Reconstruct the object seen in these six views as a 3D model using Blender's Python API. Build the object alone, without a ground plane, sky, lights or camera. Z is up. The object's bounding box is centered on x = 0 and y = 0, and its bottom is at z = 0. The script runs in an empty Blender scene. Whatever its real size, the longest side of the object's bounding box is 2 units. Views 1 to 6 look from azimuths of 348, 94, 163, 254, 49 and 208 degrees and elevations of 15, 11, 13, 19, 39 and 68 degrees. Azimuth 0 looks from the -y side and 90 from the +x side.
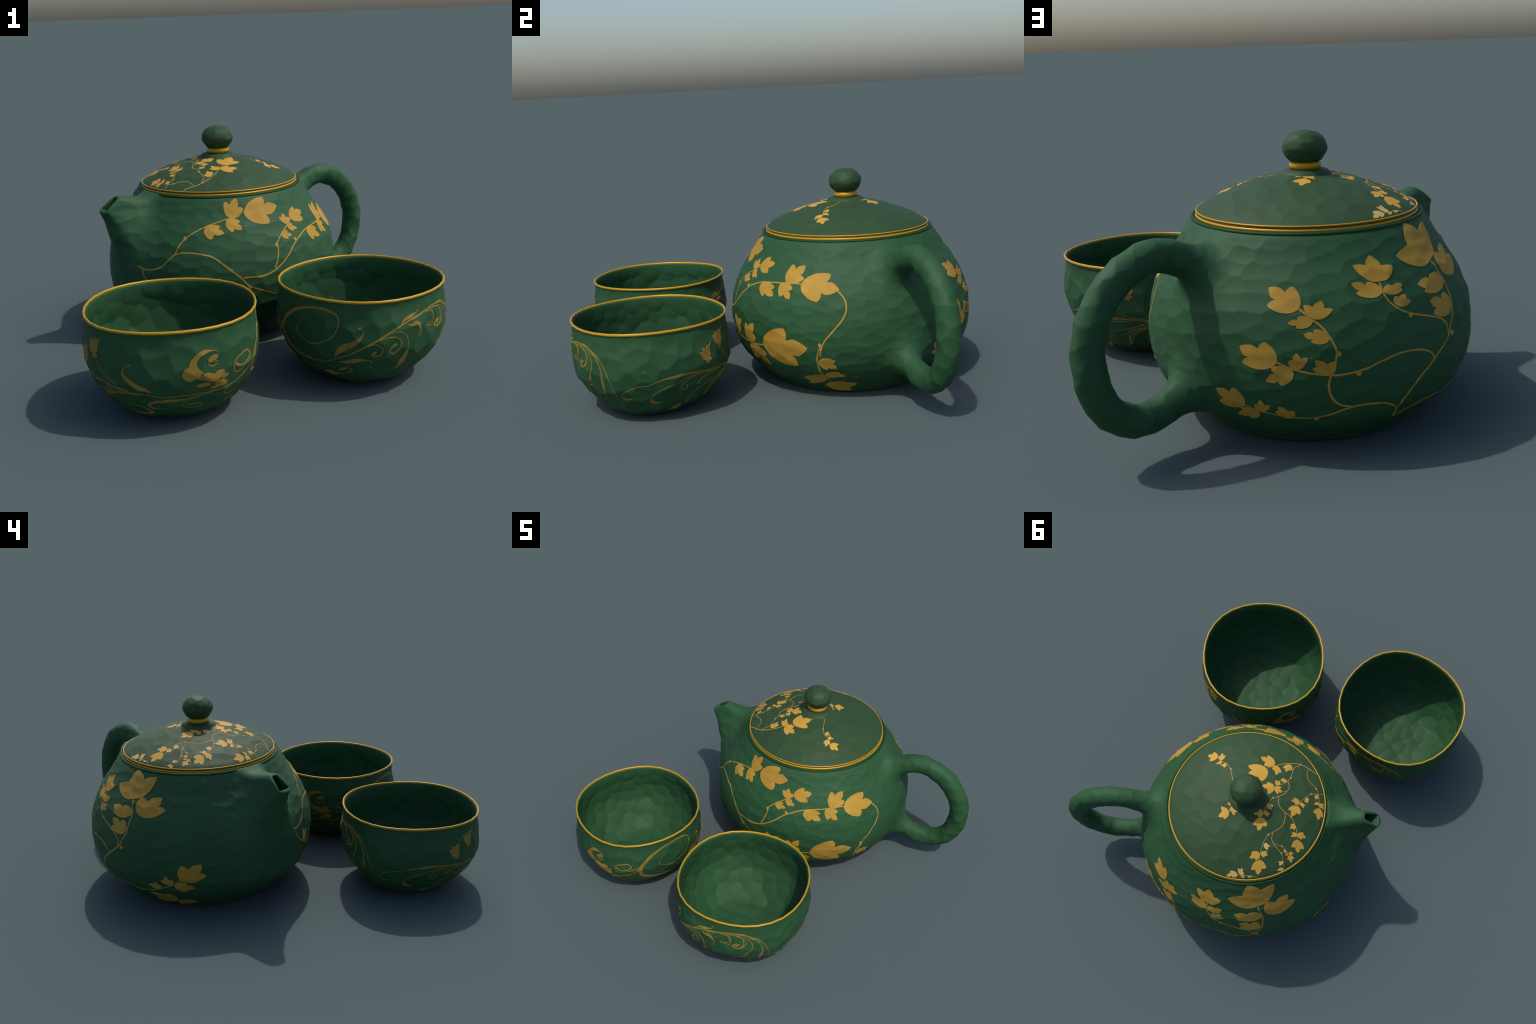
"""A green hammered teapot with gold ivy, and two matching teacups with gold scrollwork."""
import bpy, math, random
import numpy as np
from mathutils import Vector, Matrix
from mathutils.kdtree import KDTree
from mathutils.bvhtree import BVHTree

# ------------------------------------------------------------------ placement
POT_AT, POT_TURN = (-0.068, 0.408), math.radians(24.4)      # spout points along local -x, handle +x
CUPS_AT = [((-0.4703, -0.6358), 0.0), ((0.3850, -0.5268), math.radians(-140.9))]

# ------------------------------------------------------------------ profiles (radius, height)
POT_PROFILE = [(.377, 0), (.395, .006), (.415, .025), (.4525, .06), (.5035, .105), (.5508, .16), (.5795, .23),
               (.5907, .3), (.589, .37), (.577, .44), (.5514, .51), (.511, .58), (.4637, .65), (.4271, .71), (.4155, .7235)]
LID_PROFILE = [(.0, .870), (.03, .869), (.097, .861), (.153, .849), (.211, .833), (.264, .814), (.314, .794), (.354, .774),
               (.381, .759), (.396, .7475)]
CUP_OUTER = [(.0, .0), (.14, .0), (.165, .0022), (.197, .015), (.237, .04), (.2793, .08), (.3175, .13), (.3455, .18), (.3628, .24),
             (.364, .30), (.3575, .36), (.353, .405), (.354, .424)]
CUP_WALL, CUP_SQUARE, CUP_SQUARE_AT = .0075, .0055, math.radians(36.1)      # wall; the turned bowl is slightly four-sided
HANDLE_PATH = [(.40, .545), (.47, .592), (.53, .630), (.60, .663), (.66, .678), (.70, .677), (.75, .662), (.80, .638),
               (.85, .595), (.891, .540), (.918, .480), (.930, .410), (.928, .345), (.914, .285), (.886, .230), (.845, .187),
               (.79, .157), (.735, .150), (.68, .158), (.62, .179), (.55, .206), (.47, .232)]


def catmull(points, per=12):
    p = np.array(points, float)
    q = np.vstack([2 * p[0] - p[1], p, 2 * p[-1] - p[-2]])
    t = np.linspace(0, 1, per, endpoint=False)[:, None]
    out = []
    for a, b, c, d in zip(q[:-3], q[1:-2], q[2:-1], q[3:]):
        ab, bc, cd = (max(np.linalg.norm(v), 1e-6) ** .5 for v in (b - a, c - b, d - c))   # centripetal
        m1 = (c - b) + bc * ((b - a) / ab - (c - a) / (ab + bc))
        m2 = (c - b) + bc * ((d - c) / cd - (d - b) / (bc + cd))
        out.append((2 * t**3 - 3 * t**2 + 1) * b + (t**3 - 2 * t**2 + t) * m1 + (-2 * t**3 + 3 * t**2) * c + (t**3 - t**2) * m2)
    return np.vstack(out + [p[-1:]])


def resample(line, step):
    d = np.r_[0, np.cumsum(np.linalg.norm(np.diff(line, axis=0), axis=1))]
    n = max(2, int(round(d[-1] / step)) + 1)
    s = np.linspace(0, d[-1], n)
    return np.stack([np.interp(s, d, line[:, k]) for k in range(line.shape[1])], 1)


# ------------------------------------------------------------------ materials
def material(name, build):
    m = bpy.data.materials.new(name)
    m.use_nodes = True
    nt = m.node_tree
    build(nt, nt.nodes["Principled BSDF"])
    return m


def node(nt, kind, **kw):
    n = nt.nodes.new(kind)
    for k, v in kw.items():
        if k in n.inputs:
            n.inputs[k].default_value = v
        else:
            setattr(n, k, v)
    return n


def glaze(low, high, rough, shine=.25, metal=0.0):
    def build(nt, bsdf):
        co = node(nt, "ShaderNodeTexCoord")
        big = node(nt, "ShaderNodeTexNoise", Scale=4.0, Detail=3.0)
        fine = node(nt, "ShaderNodeTexNoise", Scale=60.0, Detail=4.0)
        ramp = node(nt, "ShaderNodeValToRGB")
        ramp.color_ramp.elements[0].position, ramp.color_ramp.elements[0].color = .3, (*low, 1)
        ramp.color_ramp.elements[1].position, ramp.color_ramp.elements[1].color = .7, (*high, 1)
        mix = node(nt, "ShaderNodeMath", operation="MULTIPLY_ADD")
        mix.inputs[1].default_value = .25
        for t in (big, fine):
            nt.links.new(co.outputs["Object"], t.inputs["Vector"])
        nt.links.new(fine.outputs["Fac"], mix.inputs[0])
        scale = node(nt, "ShaderNodeMath", operation="MULTIPLY")
        scale.inputs[1].default_value = .75
        nt.links.new(big.outputs["Fac"], scale.inputs[0])
        nt.links.new(scale.outputs[0], mix.inputs[2])
        nt.links.new(mix.outputs[0], ramp.inputs["Fac"])
        nt.links.new(ramp.outputs["Color"], bsdf.inputs["Base Color"])
        bsdf.inputs["Roughness"].default_value = rough
        bsdf.inputs["Specular IOR Level"].default_value = shine
        bsdf.inputs["Metallic"].default_value = metal
    return build


GREEN = material("green_glaze", glaze((.0195, .074, .0275), (.0245, .086, .033), .62))
LID_GREEN = material("lid_glaze", glaze((.022, .056, .0195), (.028, .067, .0245), .62, .28))
DARK_GREEN = material("dark_seam_green", glaze((.004, .045, .008), (.006, .055, .011), .6))
GOLD_LEAF = material("gold_leaf_paint", glaze((.35, .198, .025), (.47, .276, .041), .65))  # widened noise tones put facet shading into the gold colour
GOLD_LID = material("gold_lid_paint", glaze((.46, .255, .032), (.54, .305, .042), .6, .35))
GOLD_PALE = material("pale_gold_paint", glaze((.50, .34, .10), (.57, .39, .12), .7))
GOLD_SCROLL = material("gold_scroll_paint", glaze((.25, .155, .026), (.30, .185, .032), .7))
GOLD_RING = material("gold_rim", glaze((.45, .250, .009), (.53, .298, .012), .42, .4, .15))
GROOVE = material("dark_gold_groove", glaze((.10, .055, .006), (.13, .070, .008), .6))


# ------------------------------------------------------------------ mesh helpers
def mesh_object(name, verts, faces, mat, parent=None, smooth=True, normals=None):
    me = bpy.data.meshes.new(name)
    me.from_pydata([tuple(v) for v in verts], [], [tuple(int(i) for i in f) for f in faces])
    me.materials.append(mat)
    me.polygons.foreach_set("use_smooth", np.full(len(me.polygons), smooth))
    me.update()
    if normals is not None:
        me.normals_split_custom_set_from_vertices([tuple(n) for n in normals])
    ob = bpy.data.objects.new(name, me)
    bpy.context.scene.collection.objects.link(ob)
    if parent:
        ob.parent = parent
    return ob


def empty(name, at, turn, label, category):
    ob = bpy.data.objects.new(name, None)
    bpy.context.scene.collection.objects.link(ob)
    ob.location, ob.rotation_euler = (*at, 0), (0, 0, turn)
    ob["label"], ob["category"] = label, category
    return ob


def lathe(profile, seg):
    """Verts and quads of a closed turn of `profile`; a point on the axis becomes a pole."""
    verts, rings = [], []
    ang = np.linspace(0, 2 * np.pi, seg, endpoint=False)
    for r, z in profile:
        if r < 1e-5:
            rings.append([len(verts)])
            verts.append((0, 0, z))
        else:
            rings.append(list(range(len(verts), len(verts) + seg)))
            verts += [(r * math.cos(a), r * math.sin(a), z) for a in ang]
    faces = []
    for a, b in zip(rings[:-1], rings[1:]):
        for i in range(seg):
            j = (i + 1) % seg
            q = [a[i % len(a)], a[j % len(a)], b[j % len(b)], b[i % len(b)]]
            q = [v for k, v in enumerate(q) if v != q[k - 1]]
            if len(q) > 2:
                faces.append(q)
    return np.array(verts, float), faces


def vertex_normals(v, faces):
    n = np.zeros_like(v)
    for k in (3, 4):
        f = np.array([q for q in faces if len(q) == k])
        if len(f) == 0:
            continue
        a, b = (v[f[:, 2]] - v[f[:, 0]], v[f[:, 1]] - v[f[:, 0]] if k == 3 else v[f[:, 3]] - v[f[:, 1]])
        c = np.cross(b, a) if k == 3 else np.cross(a, b)
        for j in range(k):
            np.add.at(n, f[:, j], c)
    return n / np.maximum(np.linalg.norm(n, axis=1, keepdims=True), 1e-12)


def hammer(v, n, spacing, bend, flat=1.0, seed=1, weight=None, uneven=.25, hollow=False, metric=1.0):
    """Hammer marks: every blow leaves a nearly flat cell. Adds bend/2 * distance^2 to the nearest blow along the normal,
    which straightens the curvature inside a cell and leaves ridges between cells. `flat` packs the blows closer in height."""
    rng = np.random.default_rng(seed)
    weight = np.ones(len(v)) if weight is None else weight
    live = np.where(weight > 0)[0]
    q = v[live] * np.array([1, 1, flat])
    sites = np.zeros((0, 3))
    for c in q[rng.permutation(len(q))[:14000]]:
        gap = spacing * (.7 + .7 * rng.random())
        if len(sites) == 0 or ((sites - c) ** 2).sum(1).min() > gap * gap:
            sites = np.vstack([sites, c])
    extra = rng.random(len(sites)) * uneven * bend * .5 * spacing**2
    sites, q = sites * np.array([1, 1, metric / flat]), q * np.array([1, 1, metric / flat])
    tree = KDTree(len(sites))
    for i, s in enumerate(sites):
        tree.insert(s, i)
    tree.balance()
    d = np.array([min(bend * .5 * r * r + extra[i] for _, i, r in tree.find_n(p, 5)) for p in q])
    d = (d - d.mean()) * weight[live] * (-1 if hollow else 1)
    out = v.copy()
    out[live] += n[live] * d[:, None]
    return out


def square_off(v):
    r, a = np.hypot(v[:, 0], v[:, 1]), np.arctan2(v[:, 1], v[:, 0])
    k = 1 + CUP_SQUARE * np.cos(4 * (a - CUP_SQUARE_AT)) * np.clip(r / .28, 0, 1) / np.maximum(r, .05)
    return v * np.stack([k, k, np.ones_like(k)], 1)


def ring(name, radius, height, tube, parent, mat, seg=40, sides=8, squash=1.0, shape=lambda v: v):
    prof = [(radius + tube * math.cos(a), height + tube * squash * math.sin(a)) for a in np.linspace(0, 2 * np.pi, sides, endpoint=False)]
    v, f = lathe(prof + prof[:1], seg)
    f = [[i % (seg * sides) for i in q] for q in f]
    return mesh_object(name, shape(v[:seg * sides]), f, mat, parent)


# ------------------------------------------------------------------ pot body as one smooth implicit surface
def smin(a, b, k):
    h = np.maximum(k - np.abs(a - b), 0) / k
    return np.minimum(a, b) - h * h * k * .25


def smax(a, b, k):
    return -smin(-a, -b, k)


pot_line = resample(catmull(POT_PROFILE), .01)
pot_line = np.vstack([[0, 0], pot_line, [.405, .7285], [0, .7285]])
GR, GZ, GH = 120, 160, .01


def polyline_table(line):
    """Signed distance to the turned profile on a small (radius, height) table."""
    r = np.arange(GR) * GH
    z = np.arange(GZ) * GH - .3
    P = np.stack(np.meshgrid(r, z, indexing="ij"), -1).reshape(-1, 2)
    best, wind = np.full(len(P), 9.0), np.zeros(len(P), bool)
    for a, b in zip(line[:-1], line[1:]):
        ab = b - a
        t = np.clip(((P - a) @ ab) / max(ab @ ab, 1e-12), 0, 1)
        best = np.minimum(best, np.linalg.norm(P - a - t[:, None] * ab, axis=1))
        if a[1] != b[1]:
            cross = (a[1] > P[:, 1]) != (b[1] > P[:, 1])
            wind ^= cross & (P[:, 0] < a[0] + (P[:, 1] - a[1]) / (b[1] - a[1]) * ab[0])
    return np.where(wind, -best, best).reshape(GR, GZ)


TABLE = polyline_table(pot_line)


def d_pot(p):
    rho, z = np.hypot(p[:, 0], p[:, 1]) / GH, (p[:, 2] + .3) / GH
    i, j = np.clip(rho.astype(int), 0, GR - 2), np.clip(np.floor(z).astype(int), 0, GZ - 2)
    u, w = rho - i, z - j
    return (TABLE[i, j] * (1 - u) * (1 - w) + TABLE[i + 1, j] * u * (1 - w) + TABLE[i, j + 1] * (1 - u) * w + TABLE[i + 1, j + 1] * u * w)


handle_line = resample(catmull(HANDLE_PATH), .012)


def d_handle(p):
    out = np.full(len(p), .5)
    near = np.where(p[:, 0] > .28)[0]
    for chunk in np.array_split(near, max(1, len(near) // 60000)):
        q = p[chunk]
        d2 = ((q[:, None, 0] - handle_line[None, :, 0]) ** 2 + (q[:, None, 2] - handle_line[None, :, 1]) ** 2)
        k = d2.argmin(1)
        k = np.clip(k, 1, len(handle_line) - 2)
        best, run = np.full(len(q), 9.0), np.zeros(len(q))
        for off in (-1, 0):
            a, b = handle_line[k + off], handle_line[k + off + 1]
            ab, aq = b - a, q[:, [0, 2]] - a
            t = np.clip((aq * ab).sum(1) / (ab * ab).sum(1), 0, 1)
            d = np.linalg.norm(aq - t[:, None] * ab, axis=1)
            run, best = np.where(d < best, (k + off + t) / (len(handle_line) - 1), run), np.minimum(best, d)
        flare = np.clip(1 - run / .19, 0, 1) ** 1.5 * .022 + np.clip(1 - (1 - run) / .16, 0, 1) ** 2 * .022
        out[chunk] = np.hypot(best, (q[:, 1] - .005 * q[:, 0]) * (1.11 - flare * 12)) - .0553 - flare
    return out


# spout: at each height a rounded wedge reaching from the wall to a front edge
SP_Z = [.28, .34, .40, .45, .50, .55, .60, .64, .672, .74]
SP_FRONT = [.562, .594, .610, .622, .634, .647, .661, .677, .696, .730]
SP_ROUND = [.34, .31, .25, .19, .140, .102, .074, .054, .0405, .022]
SP_BASE = [.45, .43, .41, .38, .34, .29, .23, .17, .12, .06]
LIP_TOP, LIP_LOW = np.array([-.594, .7385]), np.array([-.690, .670])
lip_n = np.array([-(LIP_TOP - LIP_LOW)[1], (LIP_TOP - LIP_LOW)[0]]) / np.linalg.norm(LIP_TOP - LIP_LOW)


def d_spout(p):
    out = np.full(len(p), .5)
    k = np.where((p[:, 0] < -.1) & (p[:, 2] > .2))[0]
    q = p[k]
    z = q[:, 2]
    front, rf, rb = (np.interp(z, SP_Z, t) for t in (SP_FRONT, SP_ROUND, SP_BASE))
    xa, xb = -.12, -(front - rf)                                    # two circles: base and nose
    L = np.maximum(xa - xb, 1e-3)
    s = np.clip((rb - rf) / L, -.98, .98)
    x, y = xa - q[:, 0], np.abs(q[:, 1])                             # x runs from the base to the nose
    c = np.sqrt(1 - s * s)
    along = x * c - y * s
    side = s * x + c * y - rb
    d = np.where(along < 0, np.hypot(x, y) - rb, np.where(along > c * L, np.hypot(x - L, y) - rf, side))
    roof = z - np.interp(-q[:, 0], [.38, .45, .50, .55, .60, .7], [.712, .714, .719, .728, .740, .752])
    d = smax(d, roof, .03)
    cut = (q[:, 0] - LIP_TOP[0]) * lip_n[0] + (z - LIP_TOP[1]) * lip_n[1]
    d = smax(d, cut, .008)
    out[k] = d
    return out


def d_hole(p):
    out = np.full(len(p), .5)
    k = np.where((p[:, 0] < -.4) & (p[:, 2] > .5))[0]
    q = p[k]
    mid = (LIP_TOP + LIP_LOW) / 2
    t = (LIP_LOW - LIP_TOP) / np.linalg.norm(LIP_LOW - LIP_TOP)
    deep = -((q[:, 0] - mid[0]) * lip_n[0] + (q[:, 2] - mid[1]) * lip_n[1])
    down = (q[:, 0] - mid[0]) * t[0] + (q[:, 2] - mid[1]) * t[1] + .5 * np.maximum(deep, 0)
    half = .0222 + .011 * down / .055
    e = np.stack([np.abs(down) - .044, np.abs(q[:, 1]) - half, np.abs(deep - .06) - .17], 1) + .008
    out[k] = np.linalg.norm(np.maximum(e, 0), axis=1) + np.minimum(e.max(1), 0) - .008
    return out


def pot_field(p):
    d = smin(d_pot(p), d_spout(p), .06)
    d = smin(d, d_handle(p), .09)
    d = smax(d, p[:, 2] - .7285 - np.maximum(np.hypot(p[:, 0], p[:, 1]) - .412, 0) * 1.5, .006)   # seat of the lid
    return smax(d, -d_hole(p), .007)


def surface_nets(field, lo, hi, h):
    """Quads of the zero surface of `field` (dual of a regular lattice), pulled onto the surface by Newton steps."""
    ax = [np.arange(a, b + h, h) for a, b in zip(lo, hi)]
    shape = [len(a) for a in ax]
    F = np.empty(shape, np.float32)
    for i, x in enumerate(ax[0]):
        y, z = np.meshgrid(ax[1], ax[2], indexing="ij")
        F[i] = field(np.stack([np.full(y.size, x), y.ravel(), z.ravel()], 1)).reshape(y.shape)
    inside = F < 0
    cells = [n - 1 for n in shape]
    cnt = np.zeros(cells, np.int8)
    for a in (0, 1):
        for b in (0, 1):
            for c in (0, 1):
                cnt += inside[a:a + cells[0], b:b + cells[1], c:c + cells[2]]
    live = (cnt > 0) & (cnt < 8)
    ids = np.full(cells, -1)
    where = np.argwhere(live)
    ids[live] = np.arange(len(where))
    v = np.array(lo) + (where + .5) * h
    for _ in range(6):
        f0 = field(v)
        g = np.stack([field(v + e) - field(v - e) for e in np.eye(3) * h * .2], 1) / (.4 * h)
        step = f0[:, None] * g / np.maximum((g * g).sum(1, keepdims=True), .1)
        v -= step * np.minimum(1, h * .8 / np.maximum(np.linalg.norm(step, axis=1, keepdims=True), 1e-9))
    faces = []
    for k in range(3):
        a = np.moveaxis(inside, k, 0)
        flip = a[:-1] != a[1:]
        e = np.argwhere(flip[:, 1:-1, 1:-1]) + [0, 1, 1]
        M = np.moveaxis(ids, k, 0)
        quad = np.stack([M[e[:, 0], e[:, 1] - 1, e[:, 2] - 1], M[e[:, 0], e[:, 1], e[:, 2] - 1], M[e[:, 0], e[:, 1], e[:, 2]],
                         M[e[:, 0], e[:, 1] - 1, e[:, 2]]], 1)
        out = a[:-1][e[:, 0], e[:, 1], e[:, 2]]
        if k == 1:
            out = ~out
        quad[~out] = quad[~out][:, ::-1]
        faces.append(quad)
    return v, np.vstack(faces)


pot = empty("teapot", POT_AT, POT_TURN, "round hammered green teapot painted with gold ivy", "teapot")
H = .0048
pv, pf = surface_nets(pot_field, (-.76, -.64, -.03), (1.02, .64, .78), H)
pn = vertex_normals(pv, pf)
db, dh, ds = d_pot(pv), d_handle(pv), d_spout(pv)
joint = np.clip(np.minimum(np.maximum(np.abs(db), np.abs(dh)), np.maximum(np.abs(db), np.abs(ds)) + .012) / .05, 0, 1)
joint *= np.clip((d_hole(pv)) / .03, 0, 1) * np.clip((.722 - pv[:, 2]) / .03 + (pv[:, 0] > .5), 0, 1) * np.clip(pv[:, 2] / .02, 0, 1)
on_handle = (dh < db) & (pv[:, 0] > .3)
hv = hammer(pv, pn, .086, 2.0, 2.15, metric=1.75, uneven=.35, seed=11, weight=joint * ~on_handle)
gv = hammer(pv, pn, .066, 4.6, 1.0, seed=12, weight=joint * on_handle)
pv = hv + (gv - pv)
pn = vertex_normals(pv, pf)
fc = pv[pf].mean(1)
fdb, fdh, fds = d_pot(fc), d_handle(fc), d_spout(fc)
region = np.where((fdh < fdb) & (fc[:, 0] > .3), 1, np.where((fds < fdb) & (fc[:, 0] < -.3) & (fc[:, 2] > .36), 2, 0))
pot_parts = {}
for k, nm in enumerate(("body", "handle", "spout")):
    f = pf[region == k]
    used, inv = np.unique(f, return_inverse=True)
    pot_parts[nm] = mesh_object(nm, pv[used], inv.reshape(f.shape), GREEN, pot, normals=pn[used])
body = pot_parts["body"]
pot_tree = BVHTree.FromPolygons([tuple(v) for v in pv], [tuple(int(i) for i in f) for f in pf])

# rim of the pot and seam
ring("seam_ring", .4125, .7245, .0070, body, DARK_GREEN, seg=64)
ring("rim_ring", .3970, .7325, .0064, body, GOLD_RING, seg=64)

# ------------------------------------------------------------------ lid
lid_line = resample(catmull(LID_PROFILE), .0055)
lid_line = np.vstack([lid_line, [.397, .741], [.390, .736], [.0, .736]])
lv, lf = lathe(lid_line[::-1], 400)
ln = vertex_normals(lv, lf)
rho = np.hypot(lv[:, 0], lv[:, 1])
w = np.clip((.392 - rho) / .03, 0, 1) * np.clip((rho - .02) / .06, 0, 1) * (lv[:, 2] > .745)
lv = hammer(lv, ln, .08, 2.6, 1.0, seed=21, weight=w)
lid = mesh_object("lid", lv, lf, LID_GREEN, pot)
lid_tree = BVHTree.FromPolygons([tuple(v) for v in lv], [tuple(f) for f in lf])
ring("lid_ring", .3978, .7470, .0032, lid, GOLD_RING, seg=64)
ring("lid_groove", .3950, .7405, .0050, lid, GROOVE, seg=64)
plinth = resample(catmull([(.0, .8795), (.06, .879), (.078, .8765), (.087, .870), (.093, .862), (.10, .855)]), .006)
pv2, pf2 = lathe(plinth[::-1], 48)
mesh_object("knob_plinth", pv2, pf2, LID_GREEN, lid)
ring("collar", .0440, .8925, .0145, lid, GOLD_RING, seg=36, sides=12, squash=1.0)
knob_line = resample(catmull([(.0, .897), (.035, .898), (.047, .9035), (.0615, .915), (.0725, .93), (.0795, .948), (.0797, .960), (.0745, .98), (.058, 1.0),
                              (.038, 1.0115), (.018, 1.0165), (.0, 1.0175)]), .005)
kv, kf = lathe(knob_line, 72)
kv = hammer(kv, vertex_normals(kv, kf), .055, 6.0, 2.0, metric=1.6, seed=31)
mesh_object("knob", kv, kf, LID_GREEN, lid)

# ------------------------------------------------------------------ teacups
cup_out = resample(catmull(CUP_OUTER), .0052)
tang = np.gradient(cup_out, axis=0)
tang /= np.linalg.norm(tang, axis=1, keepdims=True)
cup_in = (cup_out + np.stack([-tang[:, 1], tang[:, 0]], 1) * CUP_WALL)[::-1]
cup_in = cup_in[cup_in[:, 0] > .004]
cup_in[:, 1] = np.where(cup_in[:, 1] < .12, .5 * (cup_in[:, 1] + .0235 + np.hypot(cup_in[:, 1] - .0235, .012)), cup_in[:, 1])   # thick floor
cup_in[0, 1] = cup_out[-1, 1]
cv, cf = lathe(np.vstack([cup_out, cup_in, [0, cup_in[-1, 1]]]), 400)
cv = square_off(cv)
cn = vertex_normals(cv, cf)
is_in = np.zeros(len(cv), bool)
split = 1 + 400 * (len(cup_out) - 1)
is_in[split:] = True
wc = np.clip((.408 - cv[:, 2]) / .05, 0, 1)
co = hammer(cv, cn, .083, 4.1, 1.0, uneven=.45, seed=41, weight=wc * ~is_in * np.clip(cv[:, 2] / .015, 0, 1))
ci = hammer(cv, cn, .076, 4.6, 1.15, uneven=.45, seed=42, weight=wc * is_in, hollow=True)
cv = co + ci - cv
cup_tree = BVHTree.FromPolygons([tuple(v) for v in cv], [tuple(f) for f in cf])
cups = []
bowl_mesh = rim_mesh = None
cup_bowls = [None]
for i, (at, turn) in enumerate(CUPS_AT):
    cup = empty("teacup", at, turn, "round hammered green teacup with gold scrolls and rim", "teacup")
    if bowl_mesh is None:
        bowl_mesh = mesh_object("bowl", cv, cf, GREEN, cup)
        rim_mesh = ring("gold_rim", .3555, .4275, .0052, cup, GOLD_RING, seg=32, sides=8, squash=1.3, shape=square_off)
    else:
        for src in (bowl_mesh, rim_mesh):
            dup = src.copy()
            dup.parent = cup
            bpy.context.scene.collection.objects.link(dup)
            if src is bowl_mesh:
                cup_bowls.append(dup)
    cups.append(cup)


# ==== DECALS: gold paint as thin raised pieces that follow the hammered surface
from mathutils.geometry import delaunay_2d_cdt


def line_table(profile):
    line = resample(catmull(profile), .004)
    return line, np.r_[0, np.cumsum(np.linalg.norm(np.diff(line, axis=0), axis=1))]


class Wall:
    """Places (angle in degrees, distance up the wall) on a turned, hammered wall."""

    def __init__(self, profile, tree):
        self.line, self.run = line_table(profile)
        self.tree = tree

    def radius(self, s):
        return float(np.interp(s, self.run, self.line[:, 0]))

    def put(self, a, s, lift):
        r, z = self.radius(s), float(np.interp(s, self.run, self.line[:, 1]))
        e = .006
        dr = self.radius(s + e) - self.radius(s - e)
        dz = float(np.interp(s + e, self.run, self.line[:, 1]) - np.interp(s - e, self.run, self.line[:, 1]))
        m = math.hypot(dr, dz) or 1
        t = math.radians(a)
        n = Vector((dz / m * math.cos(t), dz / m * math.sin(t), -dr / m))
        p = Vector((r * math.cos(t), r * math.sin(t), z))
        hit, _, _, _ = self.tree.ray_cast(p + n * .03, -n, .06)
        return (hit or p) + n * lift

    def local(self, a, s, u, v):
        return a + math.degrees(u / self.radius(s)), s + v


class Dome:
    """Places plan coordinates (x, y) on the lid."""

    def __init__(self, tree):
        self.tree = tree

    def put(self, x, y, lift):
        hit, n, _, _ = self.tree.ray_cast(Vector((x, y, 1.2)), Vector((0, 0, -1)))
        n = Vector((x * .9, y * .9, 1)).normalized()
        return (hit or Vector((x, y, .75))) + n * lift

    def local(self, x, y, u, v):
        return x + u, y + v


def patch(name, outline, place, mat, parent, lift=.0012, cell=.009):
    """A thin plate with the given flat outline (metres), laid on the surface by place(u, v, lift)."""
    poly = [Vector(p) for p in outline]
    lo, hi = np.min(outline, 0), np.max(outline, 0)
    pts = list(poly)
    o = np.array(outline)
    for x in np.arange(lo[0] + cell * .5, hi[0], cell):
        for y in np.arange(lo[1] + cell * .5, hi[1], cell):
            if np.hypot(o[:, 0] - x, o[:, 1] - y).min() > cell * .45:
                pts.append(Vector((x, y)))
    n = len(poly)
    v2, _, f2, orig, _, _ = delaunay_2d_cdt(pts, [], [list(range(n))], 1, 1e-6)
    verts = [place(p.x, p.y, lift) for p in v2]
    faces = [list(f) for f in f2]
    edge_of = {}
    for f in faces:
        for a, b in zip(f, f[1:] + f[:1]):
            edge_of[(a, b)] = 1
    for a, b in [e for e in edge_of if (e[1], e[0]) not in edge_of]:      # skirt down into the glaze
        k = len(verts)
        verts += [verts[a], verts[b], place(v2[b].x, v2[b].y, -.0012), place(v2[a].x, v2[a].y, -.0012)]
        faces.append([k + 3, k + 2, k + 1, k])
    return mesh_object(name, verts, faces, mat, parent)


def ivy_outline(left, mid, right):
    """Three-lobed ivy leaf with its stem at the origin and the three lobe tips given."""
    L, C, R = (np.array(p, float) / 100 for p in (left, mid, right))
    size = np.linalg.norm(C)

    def side(T):
        away = np.array([-T[1], T[0]]) / np.linalg.norm(T)
        if away @ C > 0:
            away = -away
        t = np.linalg.norm(T)
        return [.10 * T + away * .085 * t, .30 * T + away * .17 * t, .62 * T + away * .165 * t, .87 * T + away * .08 * t]

    def notch(T):
        return .75 * (T + C) / 2

    def shoulder(T):
        N = notch(T)
        out = (T - C) - ((T - C) @ C) * C / (C @ C)
        out /= max(np.linalg.norm(out), 1e-6)
        return [N + (C - N) * .35 + out * .075 * size, N + (C - N) * .72 + out * .055 * size]

    def inner(T):
        N = notch(T)
        d = N - T
        out = np.array([-d[1], d[0]]) / max(np.linalg.norm(d), 1e-6)
        if out @ (C + T) < 0:
            out = -out
        return [T + d * .45 + out * .035 * size]

    parts = [[np.zeros(2)] + side(L) + [L], [L] + inner(L) + [notch(L)], [notch(L)] + shoulder(L) + [C],
             [C] + shoulder(R)[::-1] + [notch(R)], [notch(R)] + inner(R)[::-1] + [R], [R] + side(R)[::-1] + [np.zeros(2)]]
    line = np.vstack([catmull(p, 4)[:-1] for p in parts])
    keep = [line[0]]
    for p in line[1:]:
        if np.linalg.norm(p - keep[-1]) > .0012:
            keep.append(p)
    line = np.array(keep)
    soft = .15 * np.roll(line, 1, 0) + .7 * line + .15 * np.roll(line, -1, 0)      # blunt brush tips
    return soft


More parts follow.
